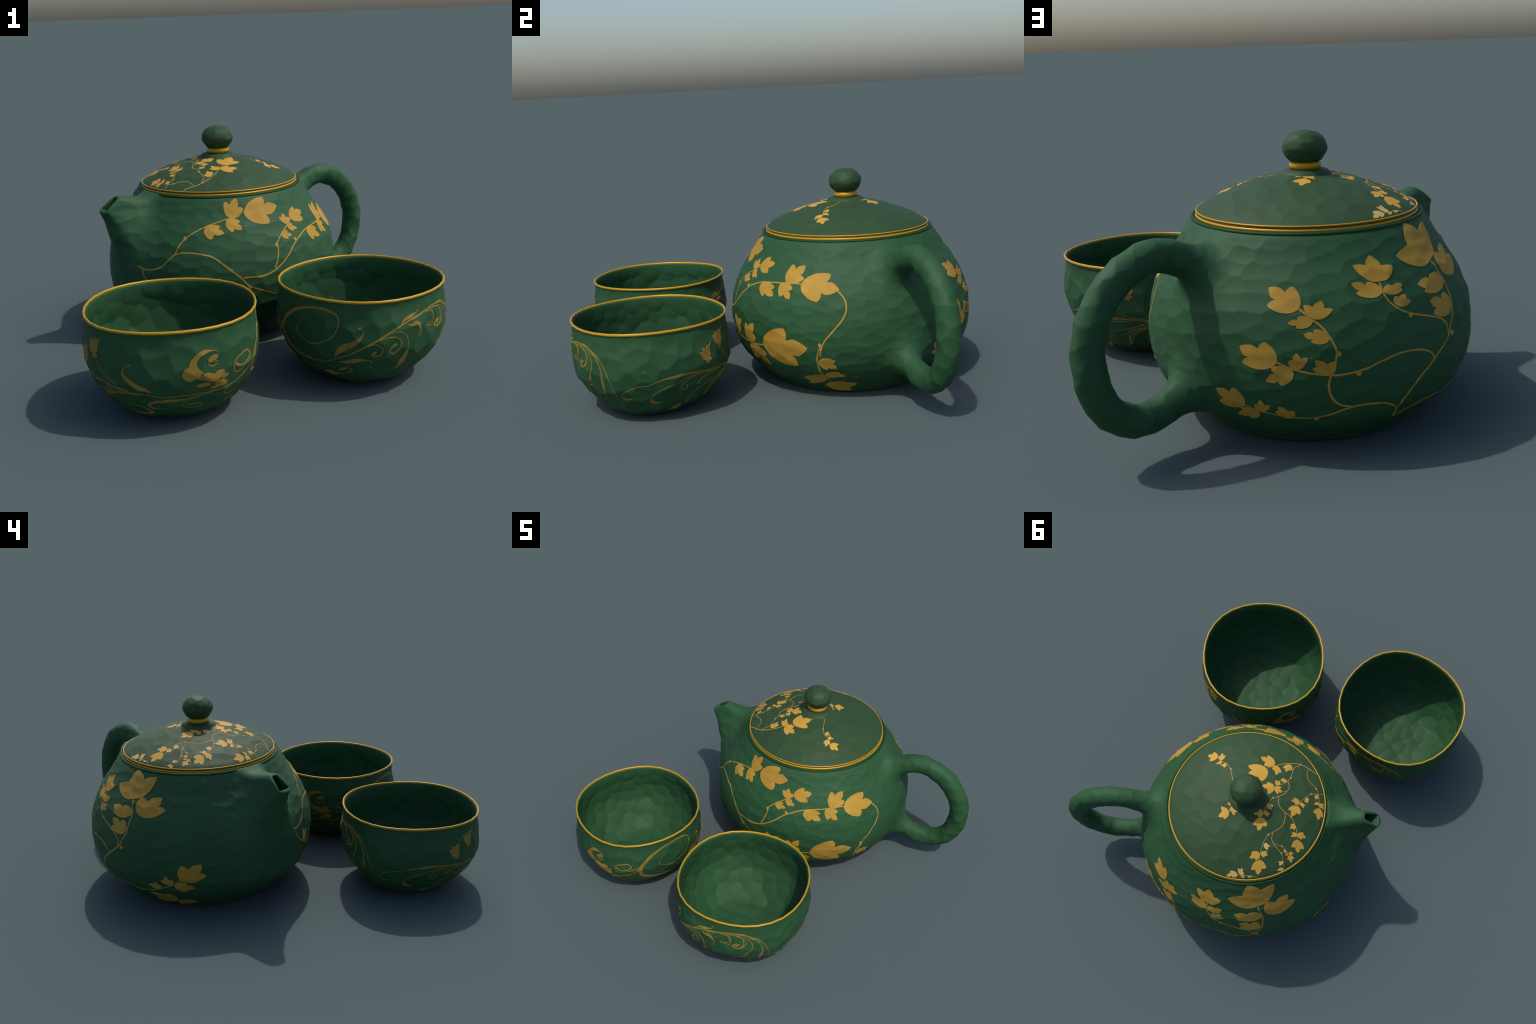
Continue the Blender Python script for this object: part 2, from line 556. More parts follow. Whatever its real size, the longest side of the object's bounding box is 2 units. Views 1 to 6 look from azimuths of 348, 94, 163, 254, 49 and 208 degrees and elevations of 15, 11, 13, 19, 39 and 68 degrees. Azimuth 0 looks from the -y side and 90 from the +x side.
def ribbon(name, wall, path, widths, mat, parent, lift, step=.007):
    """A painted stroke: path in surface coordinates, widths in millimetres spread evenly along it."""
    scale = np.array([.4 * math.pi / 180 if isinstance(wall, Wall) else 1, 1])
    p = catmull(np.array(path) * scale, 10) / scale
    real = np.array([wall.put(a, b, 0) for a, b in p])
    d = np.r_[0, np.cumsum(np.linalg.norm(np.diff(real, axis=0), axis=1))]
    n = max(4, int(d[-1] / step) + 2)
    s = np.linspace(0, d[-1], n)
    p = np.stack([np.interp(s, d, p[:, k]) for k in (0, 1)], 1)
    w = np.interp(np.linspace(0, 1, n), np.linspace(0, 1, len(widths)), widths) / 2000
    mid = [wall.put(a, b, 0) for a, b in p]
    verts, faces = [], []
    for i in range(n):
        t = (mid[min(i + 1, n - 1)] - mid[max(i - 1, 0)])
        # across the stroke, inside the surface
        da, ds = p[min(i + 1, n - 1)] - p[max(i - 1, 0)]
        k = wall.radius(p[i][1]) * math.pi / 180 if isinstance(wall, Wall) else 1
        u = np.array([da * k, ds])
        u /= max(np.linalg.norm(u), 1e-9)
        cu, cs = -u[1] * w[i], u[0] * w[i]
        row = []
        for side, up in ((-1, -.0012), (-1, lift), (-1, lift), (0, lift), (1, lift), (1, lift), (1, -.0012)):
            row.append(wall.put(p[i][0] + side * cu / k, p[i][1] + side * cs, up))
        verts += row
        if i:
            b = 7 * i                                    # skirts keep their own vertices, so the top shades flat
            faces += [[b - 7 + j, b - 6 + j, b + 1 + j, b + j] for j in (0, 2, 3, 5)]
    v = np.array([tuple(q) for q in verts])
    f = np.array(faces[1])
    nn = np.cross(v[f[2]] - v[f[0]], v[f[3]] - v[f[1]])
    out = v[f].mean(0) - np.array([0, 0, .3])
    if nn @ out < 0:
        faces = [q[::-1] for q in faces]
    return mesh_object(name, verts, faces, mat, parent)


def disc(wall, a, b, radius, n=12):
    return [(radius * math.cos(t), radius * 1.1 * math.sin(t)) for t in np.linspace(0, 2 * np.pi, n, endpoint=False)]


pot_wall, cup_wall, lid_dome = Wall(POT_PROFILE, pot_tree), Wall(CUP_OUTER[1:], cup_tree), Dome(lid_tree)
count = [0]


def bump_lift(base):
    count[0] += 1
    return base + .0001 * (count[0] % 5)


def lay(wall, a, b):
    return lambda u, v, lift: wall.put(*wall.local(a, b, u, v), lift)


def pot_leaf(a, s, left, mid, right):
    patch("leaf", ivy_outline(left, mid, right), lay(pot_wall, a, s), GOLD_LEAF, body, bump_lift(.0012))


def pot_vine(w0, w1, path):
    ribbon("vine", pot_wall, path, [w0 * .9, w1 * .9], GOLD_LEAF, body, bump_lift(.0006))


def pot_bud(a, s):
    patch("bud", disc(pot_wall, a, s, .0082), lay(pot_wall, a, s), GOLD_LEAF, body, bump_lift(.0012), .006)


def lid_leaf(x, y, left, mid, right, pale=False):
    patch("leaf", ivy_outline(left, mid, right), lay(lid_dome, x, y), GOLD_PALE if pale else GOLD_LID, lid, bump_lift(.0011), .008)


def lid_vine(w0, w1, path):
    ribbon("vine", lid_dome, path, [w0 * .75, w1 * .75], GOLD_LID, lid, bump_lift(.0005))


def lid_bud(x, y):
    patch("bud", disc(lid_dome, x, y, .0045), lay(lid_dome, x, y), GOLD_LID, lid, bump_lift(.0011), .004)


cup_paint = []


def scroll(widths, path):
    cup_paint.append(ribbon("scroll", cup_wall, path, widths, GOLD_SCROLL, bowl_mesh, bump_lift(.0006), .005))


def petal(a, s, axis, ratio):
    d = np.array(axis) / 100
    e = np.array([-d[1], d[0]]) * ratio
    outline = [tuple(d * math.cos(t) + e * math.sin(t)) for t in np.linspace(0, 2 * np.pi, 20, endpoint=False)]
    cup_paint.append(patch("petal", outline, lay(cup_wall, a, s), GOLD_SCROLL, bowl_mesh, .0009 + .0003 * (len(cup_paint) % 8), .008))


def tulip(a, s, tip):
    d = np.array(tip) / 100
    e = np.array([-d[1], d[0]]) * 1.45
    shape = [(0, -.06), (.06, -.19), (.17, -.16), (.22, -.10), (.34, -.24), (.58, -.28), (.78, -.38), (.98, -.56), (.90, -.32), (1.04, -.24),
             (.86, -.12), (1.10, .0), (.88, .10), (1.05, .26), (.78, .25), (.5, .25), (.34, .21), (.22, .10), (.14, .17), (.03, .15), (-.05, .02)]
    outline = [tuple(x * d + y * e) for x, y in shape]
    cup_paint.append(patch("tulip", outline, lay(cup_wall, a, s), GOLD_SCROLL, bowl_mesh, bump_lift(.0012), .008))


# ivy on the pot: stem (degrees, metres up the wall), then the three lobe tips in centimetres
pot_leaf(-110.3, 0.767, (11.7, 7.2), (18.6, 1.6), (11.1, -6.8))
pot_leaf(-118.5, 0.747, (-2.5, 8.4), (3.9, 10.0), (6.9, 4.4))
pot_leaf(-120.9, 0.739, (6.3, -0.8), (6.9, -5.6), (2.2, -6.4))
pot_leaf(-133.0, 0.699, (7.3, 1.2), (9.3, -2.8), (2.9, -5.6))
pot_leaf(-81.5, 0.707, (5.2, 5.2), (10.4, 2.4), (8.3, -2.8))
pot_leaf(-85.5, 0.679, (-3.5, 4.4), (-0.2, 6.0), (3.4, 3.2))
pot_leaf(-86.1, 0.671, (3.6, 0.8), (5.6, -2.4), (2.7, -3.2))
pot_leaf(-92.0, 0.631, (4.4, 2.0), (6.4, -0.8), (3.2, -2.4))
pot_leaf(-49.1, 0.647, (13.8, 5.2), (18.1, -2.4), (8.6, -8.0))
pot_leaf(-57.9, 0.651, (1.2, 8.8), (8.7, 8.4), (9.1, 2.0))
pot_leaf(-60.3, 0.643, (6.7, -2.0), (6.0, -7.2), (0.6, -6.4))
pot_leaf(-73.8, 0.623, (9.4, -0.4), (9.7, -4.8), (2.8, -5.6))
pot_leaf(-80.7, 0.328, (-1.6, 9.2), (5.4, 10.4), (6.2, 2.8))
pot_leaf(-69.1, 0.340, (13.3, 9.6), (25.1, 1.2), (18.6, -8.8))
pot_leaf(-80.5, 0.316, (12.0, -2.8), (11.6, -9.6), (0.1, -7.6))
pot_leaf(-92.9, 0.348, (-2.1, 8.8), (5.9, 8.0), (5.1, 2.8))
pot_leaf(-40.4, 0.288, (8.0, 0.8), (8.8, -4.0), (3.3, -4.8))
pot_leaf(-39.3, 0.188, (7.4, 3.2), (10.1, 0.4), (4.7, -1.6))
pot_leaf(-37.6, 0.180, (-5.7, 1.6), (-12.6, -2.4), (-12.1, -8.4))
pot_leaf(-41.3, 0.084, (9.1, 4.4), (14.9, 1.6), (12.2, -5.2))
pot_leaf(-155.4, 0.384, (1.8, 6.0), (6.2, 4.8), (6.3, 0.0))
pot_leaf(43.4, 0.611, (-2.1, 7.2), (-10.3, 6.8), (-10.2, 0.8))
pot_leaf(48.1, 0.579, (-3.1, 4.4), (2.7, 5.6), (6.2, 2.8))
pot_leaf(47.9, 0.571, (-4.7, 1.6), (-7.9, -0.4), (-5.2, -2.0))
pot_leaf(52.9, 0.515, (-4.8, 3.2), (-8.3, 1.6), (-5.8, -0.8))
pot_leaf(36.6, 0.443, (-4.1, 6.4), (-12.6, 4.4), (-11.6, -0.8))
pot_leaf(42.0, 0.419, (-2.1, 2.8), (0.5, 5.6), (4.1, 4.0))
pot_leaf(41.6, 0.411, (-7.0, 1.6), (-9.1, -3.2), (-4.0, -4.4))
pot_leaf(53.1, 0.403, (1.2, 4.0), (-5.1, 4.8), (-6.1, 2.0))
pot_leaf(24.8, 0.280, (-3.0, 6.4), (-9.7, 5.2), (-9.6, -0.4))
pot_leaf(30.0, 0.260, (-2.0, 2.4), (0.4, 4.8), (3.5, 2.8))
pot_leaf(29.5, 0.252, (-6.6, 1.2), (-8.5, -2.4), (-3.5, -3.6))
pot_leaf(40.2, 0.236, (1.0, 3.2), (-4.0, 5.2), (-5.2, 2.8))
pot_leaf(101.7, 0.707, (11.0, 12.8), (-4.2, 14.8), (-15.6, 4.4))
pot_leaf(106.6, 0.643, (0.5, 8.0), (13.1, 9.2), (16.3, 3.2))
pot_leaf(104.5, 0.635, (-6.4, 2.8), (-15.2, 0.8), (-13.5, -2.4))
pot_leaf(102.4, 0.535, (-2.2, 5.6), (-11.4, 4.8), (-11.0, 0.0))
pot_leaf(73.3, 0.679, (-8.5, 6.4), (-1.4, 9.2), (6.2, 4.4))
pot_leaf(72.6, 0.643, (-3.9, 4.0), (-10.1, 4.0), (-8.9, 0.4))
pot_leaf(72.9, 0.643, (2.1, 2.0), (8.1, 1.6), (7.5, -0.4))
pot_leaf(76.4, 0.595, (0.2, 2.8), (4.8, 2.8), (6.4, 0.4))
pot_leaf(132.0, 0.324, (0.8, 8.0), (10.9, 8.8), (12.8, 2.4))
pot_leaf(126.9, 0.284, (-5.1, 2.8), (-2.6, 5.6), (1.5, 3.2))
pot_leaf(128.6, 0.284, (6.3, 2.4), (10.4, -1.2), (5.9, -4.4))
pot_leaf(119.3, 0.248, (-5.0, 2.8), (-0.5, 4.8), (2.4, 2.4))
pot_leaf(126.5, 0.112, (-1.8, 9.6), (-11.5, 8.4), (-14.8, -4.0))
pot_leaf(126.0, 0.084, (7.6, 4.8), (10.4, 0.4), (0.4, -4.8))
# stems: width at both ends in millimetres, then the path
pot_vine(7, 5, [(-166.8, 0.495), (-161.7, 0.483), (-154.4, 0.503), (-151.4, 0.531), (-147.7, 0.567), (-144.0, 0.635), (-133.9, 0.703), (-120.6, 0.743), (-113.2, 0.755)])
pot_vine(6, 8, [(-147.7, 0.567), (-143.3, 0.579), (-138.1, 0.579), (-132.4, 0.571), (-129.2, 0.563), (-123.5, 0.523), (-119.3, 0.491)])
pot_vine(8, 7, [(-129.9, 0.567), (-126.5, 0.547), (-123.2, 0.519), (-120.0, 0.491), (-116.1, 0.459), (-112.2, 0.415), (-106.6, 0.388), (-99.1, 0.356)])
pot_vine(7, 6, [(-94.9, 0.340), (-86.5, 0.336), (-78.2, 0.328), (-69.3, 0.336)])
pot_vine(5, 6, [(-164.2, 0.491), (-164.0, 0.463), (-160.9, 0.423), (-154.7, 0.380), (-146.5, 0.348), (-141.8, 0.399)])
pot_vine(8, 6, [(-114.6, 0.455), (-111.2, 0.455), (-105.1, 0.455), (-98.7, 0.475), (-92.2, 0.519), (-85.4, 0.579), (-78.8, 0.615), (-73.9, 0.631), (-67.4, 0.639), (-60.3, 0.643), (-53.6, 0.647), (-49.1, 0.647)])
pot_vine(7, 5, [(-98.8, 0.483), (-96.8, 0.531), (-95.8, 0.579), (-96.1, 0.591), (-91.6, 0.639), (-86.0, 0.675), (-81.3, 0.703)])
pot_vine(7, 7, [(-30.9, 0.623), (-27.5, 0.583), (-26.7, 0.535), (-28.5, 0.491), (-32.7, 0.439), (-37.3, 0.380), (-39.2, 0.316)])
pot_vine(7, 6, [(-38.4, 0.364), (-39.8, 0.336), (-40.9, 0.292), (-40.5, 0.240), (-39.7, 0.204), (-36.6, 0.128)])
pot_vine(6, 9, [(43.4, 0.611), (47.9, 0.575), (50.7, 0.551), (53.3, 0.511), (54.7, 0.475), (54.3, 0.443), (52.8, 0.399), (52.1, 0.364), (53.0, 0.324), (55.6, 0.292), (59.3, 0.280)])
pot_vine(6, 7, [(36.6, 0.443), (41.0, 0.423), (45.6, 0.411), (50.2, 0.403), (54.8, 0.399), (59.5, 0.403), (63.3, 0.411), (68.3, 0.427)])
pot_vine(5, 7, [(24.8, 0.280), (30.0, 0.260), (36.0, 0.244), (41.7, 0.236), (47.9, 0.236), (53.5, 0.252), (59.3, 0.276), (63.4, 0.280), (69.5, 0.272)])
pot_vine(7, 9, [(101.7, 0.707), (102.9, 0.663), (104.1, 0.627), (103.6, 0.575), (103.1, 0.535), (101.1, 0.499), (97.9, 0.451), (93.6, 0.415), (89.9, 0.388), (84.8, 0.348), (80.4, 0.296), (77.6, 0.236), (78.8, 0.168)])
pot_vine(6, 7, [(72.6, 0.675), (72.6, 0.643), (74.1, 0.611), (77.4, 0.579), (81.7, 0.559), (89.0, 0.535), (95.0, 0.511), (97.6, 0.483), (97.8, 0.455)])
pot_vine(6, 7, [(65.8, 0.419), (70.2, 0.431), (76.0, 0.443), (82.3, 0.439), (87.0, 0.423), (89.5, 0.403), (89.9, 0.391)])
pot_vine(6, 7, [(62.4, 0.280), (65.7, 0.280), (71.7, 0.268), (75.0, 0.252), (77.4, 0.224)])
pot_vine(6, 5, [(78.8, 0.168), (84.0, 0.200), (91.3, 0.228), (107.3, 0.192)])
pot_vine(5, 6, [(84.5, 0.212), (98.6, 0.208), (109.5, 0.212), (119.7, 0.248), (127.3, 0.284), (132.3, 0.320)])
pot_bud(-143.0, 0.647)
pot_bud(-96.2, 0.591)
pot_bud(-84.0, 0.595)
pot_bud(-38.9, 0.372)
pot_bud(-111.9, 0.407)
pot_bud(-143.0, 0.651)
pot_bud(55.4, 0.467)
pot_bud(61.3, 0.399)
pot_bud(48.2, 0.228)
pot_bud(81.3, 0.555)
pot_bud(99.9, 0.451)
pot_bud(100.3, 0.451)
pot_bud(-84.3, 0.599)
# ivy on the lid: stem (x, y), then the lobe tips in centimetres
lid_leaf(0.174, -0.216, (2.4, -3.1), (5.4, -1.2), (4.0, 2.7))
lid_leaf(0.155, -0.195, (1.6, -2.5), (-0.1, -4.7), (-2.0, -3.1))
lid_leaf(0.148, -0.189, (1.2, -0.5), (2.9, 1.7), (0.9, 2.1))
lid_leaf(0.121, -0.167, (1.5, -1.1), (3.1, 0.4), (1.2, 1.9))
lid_leaf(-0.121, -0.195, (3.9, -5.4), (7.6, -3.6), (5.2, 1.4))
lid_leaf(-0.126, -0.193, (1.5, 2.6), (-1.1, 5.8), (-3.2, 3.9))
lid_leaf(-0.200, -0.214, (3.7, 2.8), (2.0, 4.9), (-1.1, 3.4))
lid_leaf(-0.186, -0.105, (3.0, -0.9), (1.8, -2.2), (-0.0, -1.5))
lid_leaf(-0.156, -0.082, (2.5, -0.2), (2.4, -2.5), (0.2, -2.5))
lid_leaf(-0.131, -0.066, (3.7, -2.1), (6.1, 0.1), (2.6, 4.4))
lid_leaf(-0.133, -0.063, (-3.2, -1.0), (-4.0, 1.8), (-2.0, 3.2))
lid_leaf(-0.111, 0.026, (-2.5, 1.0), (-1.9, 3.2), (0.1, 3.0))
lid_leaf(-0.090, 0.074, (1.7, -1.4), (4.7, 1.4), (1.8, 2.8))
lid_leaf(-0.092, 0.074, (-1.5, -1.2), (-3.3, 0.4), (-2.4, 1.8))
lid_leaf(-0.087, 0.101, (-2.8, 3.7), (1.2, 6.6), (4.1, 4.1))
lid_leaf(0.078, 0.094, (4.3, -3.1), (5.2, 2.0), (1.9, 3.2))
lid_leaf(0.067, 0.056, (2.5, -0.9), (1.4, -2.7), (-0.1, -1.1))
lid_leaf(0.069, 0.062, (-3.2, 2.4), (-1.8, 4.3), (0.5, 2.2))
lid_leaf(-0.258, 0.012, (-1.5, 3.8), (2.8, 5.8), (4.7, 2.4))
lid_leaf(-0.265, -0.012, (3.0, -1.8), (4.3, 0.1), (2.0, 1.9))
lid_leaf(-0.268, -0.011, (-2.6, 1.2), (-2.0, 2.5), (-0.3, 1.7))
lid_leaf(-0.299, -0.045, (-1.3, 1.1), (-0.5, 3.0), (0.8, 2.8))
lid_leaf(-0.351, -0.075, (-0.7, 2.1), (0.6, 2.9), (1.5, 1.9))
lid_leaf(-0.364, -0.028, (1.9, -0.6), (2.7, 1.1), (0.6, 1.1))
lid_leaf(-0.366, -0.029, (-2.4, -0.2), (-2.4, 2.2), (-0.7, 2.3))
lid_leaf(-0.368, -0.003, (-2.0, 4.0), (0.3, 6.1), (3.1, 2.7))
lid_leaf(-0.253, 0.108, (2.4, 0.2), (2.4, 2.3), (0.3, 2.7))
lid_leaf(-0.267, 0.153, (2.6, -0.6), (3.0, 1.6), (0.6, 1.4))
lid_leaf(-0.270, 0.153, (-2.9, -1.5), (-4.3, 0.5), (-2.2, 2.1))
lid_leaf(-0.272, 0.178, (-3.5, 3.6), (-0.7, 6.1), (2.7, 3.9))
lid_leaf(-0.220, 0.249, (1.4, -0.5), (1.1, -1.7), (-0.3, -1.0))
lid_leaf(-0.232, 0.250, (1.4, 0.4), (1.3, 1.5), (0.1, 0.9))
lid_leaf(-0.233, 0.250, (-1.6, -1.2), (-2.6, -0.6), (-1.6, 0.5))
lid_leaf(-0.241, 0.257, (-2.3, 1.0), (-1.0, 3.3), (1.1, 2.1))
lid_leaf(-0.210, 0.298, (0.3, -1.0), (2.3, -0.2), (1.8, 1.5), pale=True)
lid_leaf(-0.217, 0.324, (2.4, -0.1), (3.2, 1.1), (1.7, 1.1), pale=True)
lid_leaf(-0.108, 0.230, (-1.4, -1.3), (-3.1, -0.0), (-2.3, 2.1), pale=True)
lid_leaf(-0.091, 0.268, (4.1, 0.3), (4.7, 2.9), (1.2, 3.6))
lid_leaf(-0.097, 0.267, (-3.2, -0.9), (-3.6, 0.8), (-1.9, 2.0))
lid_leaf(-0.094, 0.302, (-3.7, 3.1), (0.1, 6.6), (3.7, 4.7))
lid_leaf(0.006, 0.378, (3.7, -1.6), (5.6, 0.6), (1.9, 1.2), pale=True)
lid_leaf(-0.014, 0.379, (2.2, -3.1), (0.1, -3.4), (-1.1, -1.1), pale=True)
lid_leaf(-0.019, 0.379, (-1.2, 0.5), (-0.4, 1.0), (0.8, 0.9), pale=True)
lid_leaf(-0.052, 0.377, (-1.5, 0.4), (-0.1, 0.9), (1.0, 0.7), pale=True)
lid_leaf(-0.085, -0.162, (1.8, 7.4), (9.4, 5.7), (9.7, -0.9))
lid_vine(5, 3, [(-0.340, -0.193), (-0.311, -0.207), (-0.277, -0.222), (-0.251, -0.227), (-0.205, -0.224), (-0.163, -0.210), (-0.122, -0.188), (-0.086, -0.169)])
lid_vine(3, 2.5, [(-0.249, -0.218), (-0.223, -0.201), (-0.215, -0.171), (-0.205, -0.130), (-0.188, -0.105), (-0.158, -0.084), (-0.131, -0.066)])
lid_vine(3.5, 2.5, [(-0.196, -0.110), (-0.205, -0.090), (-0.200, -0.063), (-0.184, -0.039), (-0.154, -0.019), (-0.131, -0.007), (-0.113, 0.020), (-0.098, 0.052), (-0.092, 0.074), (-0.087, 0.101)])
lid_vine(2, 2, [(-0.195, -0.058), (-0.185, -0.053), (-0.172, -0.054)])
lid_vine(3.5, 3, [(-0.159, -0.020), (-0.159, 0.009), (-0.170, 0.035), (-0.196, 0.056), (-0.199, 0.093), (-0.189, 0.126), (-0.151, 0.161), (-0.126, 0.179), (-0.109, 0.209), (-0.099, 0.245), (-0.094, 0.275), (-0.094, 0.302)])
lid_vine(3.5, 3, [(-0.196, 0.056), (-0.226, 0.071), (-0.244, 0.094), (-0.261, 0.128), (-0.268, 0.152), (-0.272, 0.178)])
lid_vine(3, 2.5, [(-0.148, 0.164), (-0.144, 0.194), (-0.153, 0.213), (-0.174, 0.235), (-0.196, 0.254), (-0.208, 0.278), (-0.215, 0.306), (-0.215, 0.324)])
lid_vine(2, 2, [(-0.156, 0.215), (-0.178, 0.221), (-0.199, 0.222), (-0.218, 0.235), (-0.233, 0.252), (-0.241, 0.257)])
lid_vine(3, 2.5, [(-0.292, -0.204), (-0.289, -0.171), (-0.305, -0.137), (-0.328, -0.119), (-0.343, -0.106), (-0.355, -0.079), (-0.364, -0.034), (-0.368, -0.003)])
lid_vine(3, 2.5, [(-0.381, -0.089), (-0.354, -0.077), (-0.321, -0.071), (-0.291, -0.043), (-0.266, -0.012), (-0.258, 0.012)])
lid_vine(2.5, 3, [(0.080, -0.079), (0.090, -0.118), (0.099, -0.145), (0.119, -0.174), (0.148, -0.189), (0.174, -0.216)])
lid_vine(3, 2.5, [(0.079, 0.091), (0.069, 0.059), (0.053, 0.039)])
lid_vine(3, 2.5, [(-0.088, 0.379), (-0.063, 0.376), (-0.021, 0.378), (0.006, 0.378)])
lid_vine(2.5, 2.5, [(0.009, -0.105), (0.015, -0.079), (0.020, -0.048), (0.040, -0.040), (0.059, -0.050), (0.084, -0.088)])
lid_bud(0.097, -0.142)
lid_bud(-0.251, -0.228)
lid_bud(-0.210, -0.136)
lid_bud(-0.343, -0.106)
lid_bud(-0.321, -0.071)
lid_bud(-0.131, -0.008)
lid_bud(-0.230, 0.073)
lid_bud(-0.126, 0.178)
lid_bud(-0.198, 0.222)
lid_bud(-0.199, 0.256)
petal(-86.6, 0.365, (2.4, -2.0), 0.95)
petal(-68.3, 0.345, (2.7, 1.2), 0.55)
petal(-63.5, 0.333, (1.7, 0.4), 0.5)
petal(-66.0, 0.305, (2.9, -0.4), 0.55)
petal(-77.9, 0.309, (2.9, 0.4), 0.32)
petal(-69.0, 0.292, (2.3, 0.4), 0.3)
petal(-71.7, 0.417, (2.2, 0.8), 0.5)
petal(-73.9, 0.341, (3.1, -1.6), 0.5)
# scrollwork on the cups: brush widths in millimetres along the stroke, then its path
scroll([2.5, 5.1, 4.2, 3.4, 3.4, 3.4], [(-128.7, 0.288), (-119.7, 0.288), (-109.6, 0.272), (-98.5, 0.260), (-86.4, 0.264), (-74.6, 0.268), (-64.0, 0.276), (-54.4, 0.288), (-44.7, 0.305), (-39.8, 0.341)])
scroll([1.7, 12.4, 17.1, 14.0, 5.1, 1.7], [(-84.7, 0.252), (-88.1, 0.240), (-95.3, 0.232), (-103.7, 0.240), (-111.3, 0.228), (-115.8, 0.212), (-115.2, 0.196), (-111.3, 0.184), (-102.3, 0.180)])
scroll([1.7, 2.5, 3.4, 3.4, 3.4, 4.2], [(-55.0, 0.284), (-65.2, 0.272), (-75.9, 0.260), (-86.1, 0.240), (-90.9, 0.208), (-91.3, 0.196), (-86.8, 0.180), (-79.5, 0.180), (-75.6, 0.192), (-77.2, 0.200), (-82.5, 0.204), (-87.5, 0.204)])
scroll([12.4, 4.2, 2.5], [(-127.1, 0.292), (-135.3, 0.305), (-146.8, 0.321), (-164.4, 0.313)])
scroll([2.5, 1.7, 1.3], [(-129.8, 0.297), (-137.4, 0.337), (-143.5, 0.365), (-148.0, 0.405)])
scroll([3.4, 2.5, 1.7], [(-128.1, 0.288), (-140.8, 0.288), (-159.2, 0.264)])
scroll([3.4, 3.4, 3.4, 3.4, 2.5], [(-118.5, 0.288), (-133.3, 0.280), (-149.2, 0.264), (-156.8, 0.232), (-154.0, 0.216)])
scroll([3.4, 3.4, 5.1, 4.2, 2.5], [(-118.1, 0.284), (-131.3, 0.276), (-143.0, 0.264), (-150.4, 0.232), (-153.3, 0.188)])
scroll([1.7, 14.0, 18.6, 15.5, 17.1, 14.0, 3.4, 1.7], [(-111.4, 0.292), (-114.3, 0.309), (-119.2, 0.321), (-123.7, 0.345), (-127.2, 0.361), (-128.3, 0.377), (-126.7, 0.397), (-125.0, 0.405)])
petal(-123.6, 0.409, (0.5, 0.1), 0.75)
# scrollwork on the cups: brush widths in millimetres along the stroke, then its path
scroll([1.7, 4.2, 14.0, 18.6, 3.4, 5.1], [(-132.7, 0.212), (-123.5, 0.200), (-118.9, 0.180), (-115.7, 0.160), (-123.2, 0.136), (-134.2, 0.120), (-138.2, 0.140), (-129.9, 0.168)])
scroll([1.7, 4.2, 15.5, 21.7, 34.1, 37.2, 24.8, 12.4], [(-68.7, 0.429), (-67.7, 0.437), (-69.6, 0.445), (-76.3, 0.449), (-81.6, 0.433), (-84.6, 0.401), (-83.1, 0.373), (-77.7, 0.345), (-70.3, 0.321)])
scroll([3.4, 4.2, 4.2, 2.5, 3.4], [(-74.1, 0.409), (-74.4, 0.393), (-71.3, 0.385), (-68.4, 0.397), (-68.7, 0.405), (-70.5, 0.401)])
scroll([12.4, 5.1, 5.1, 7, 7, 5.1, 4.2, 4.2, 3.4, 3.4, 3.4, 4.2], [(-55.4, 0.369), (-52.3, 0.357), (-46.1, 0.361), (-41.6, 0.381), (-43.5, 0.401), (-48.7, 0.401), (-54.3, 0.389), (-56.9, 0.365), (-55.6, 0.333), (-49.5, 0.341), (-41.6, 0.361), (-34.0, 0.381)])
scroll([3.4, 4.2, 7, 15.5, 17.1, 12.4, 5.1, 4.2, 4.2], [(-58.2, 0.280), (-51.1, 0.292), (-40.7, 0.329), (-35.0, 0.361), (-31.6, 0.393), (-27.5, 0.421), (-21.5, 0.453), (-8.3, 0.489), (5.9, 0.493), (16.3, 0.477)])
scroll([17.1, 15.5, 14.0, 5.1, 3.4, 3.4], [(-33.0, 0.369), (-33.6, 0.333), (-31.0, 0.284), (-22.0, 0.264), (-8.8, 0.248), (12.5, 0.216)])
scroll([1.7, 2.5, 2.5, 1.7], [(-54.2, 0.264), (-61.4, 0.268), (-61.9, 0.248), (-55.1, 0.228), (-48.5, 0.232)])
scroll([2.5, 2.5], [(-57.9, 0.184), (-42.6, 0.176)])
scroll([2.5, 2.5, 2.5, 3.4, 14.0, 12.4, 5.1, 3.4, 2.5, 2.5], [(-137.4, 0.305), (-160.3, 0.325), (-181.2, 0.333), (-195.1, 0.329), (-204.9, 0.317), (-211.1, 0.301), (-217.9, 0.301), (-226.0, 0.284), (-230.5, 0.264), (-232.2, 0.248)])
scroll([2.5, 7, 4.2, 2.5], [(128.0, 0.252), (129.0, 0.240), (132.2, 0.228), (136.1, 0.236)])
scroll([2.5, 2.5, 2.5, 2.5], [(-148.0, 0.313), (-173.5, 0.321), (-188.0, 0.297), (-201.9, 0.272), (-207.6, 0.244), (-209.8, 0.220)])
scroll([5.1, 20.2, 15.5, 2.5], [(150.2, 0.220), (151.2, 0.200), (154.2, 0.188), (158.9, 0.188)])
scroll([2.5, 2.5, 2.5, 2.5, 3.4, 4.2], [(-155.2, 0.317), (-173.3, 0.317), (-180.5, 0.301), (-185.4, 0.276), (-185.9, 0.256), (-182.4, 0.244), (-180.4, 0.260), (-181.8, 0.272)])
scroll([2.5, 3.4, 7], [(-149.4, 0.309), (-164.3, 0.301), (-170.1, 0.284), (-172.3, 0.264)])
scroll([2.5, 2.5, 2.5, 2.5, 2.5, 3.4, 3.4], [(-138.2, 0.305), (-151.8, 0.268), (-165.9, 0.248), (-172.9, 0.200), (-176.8, 0.160), (-172.6, 0.128), (-162.6, 0.120), (-160.3, 0.148), (-166.8, 0.168), (-173.0, 0.156)])
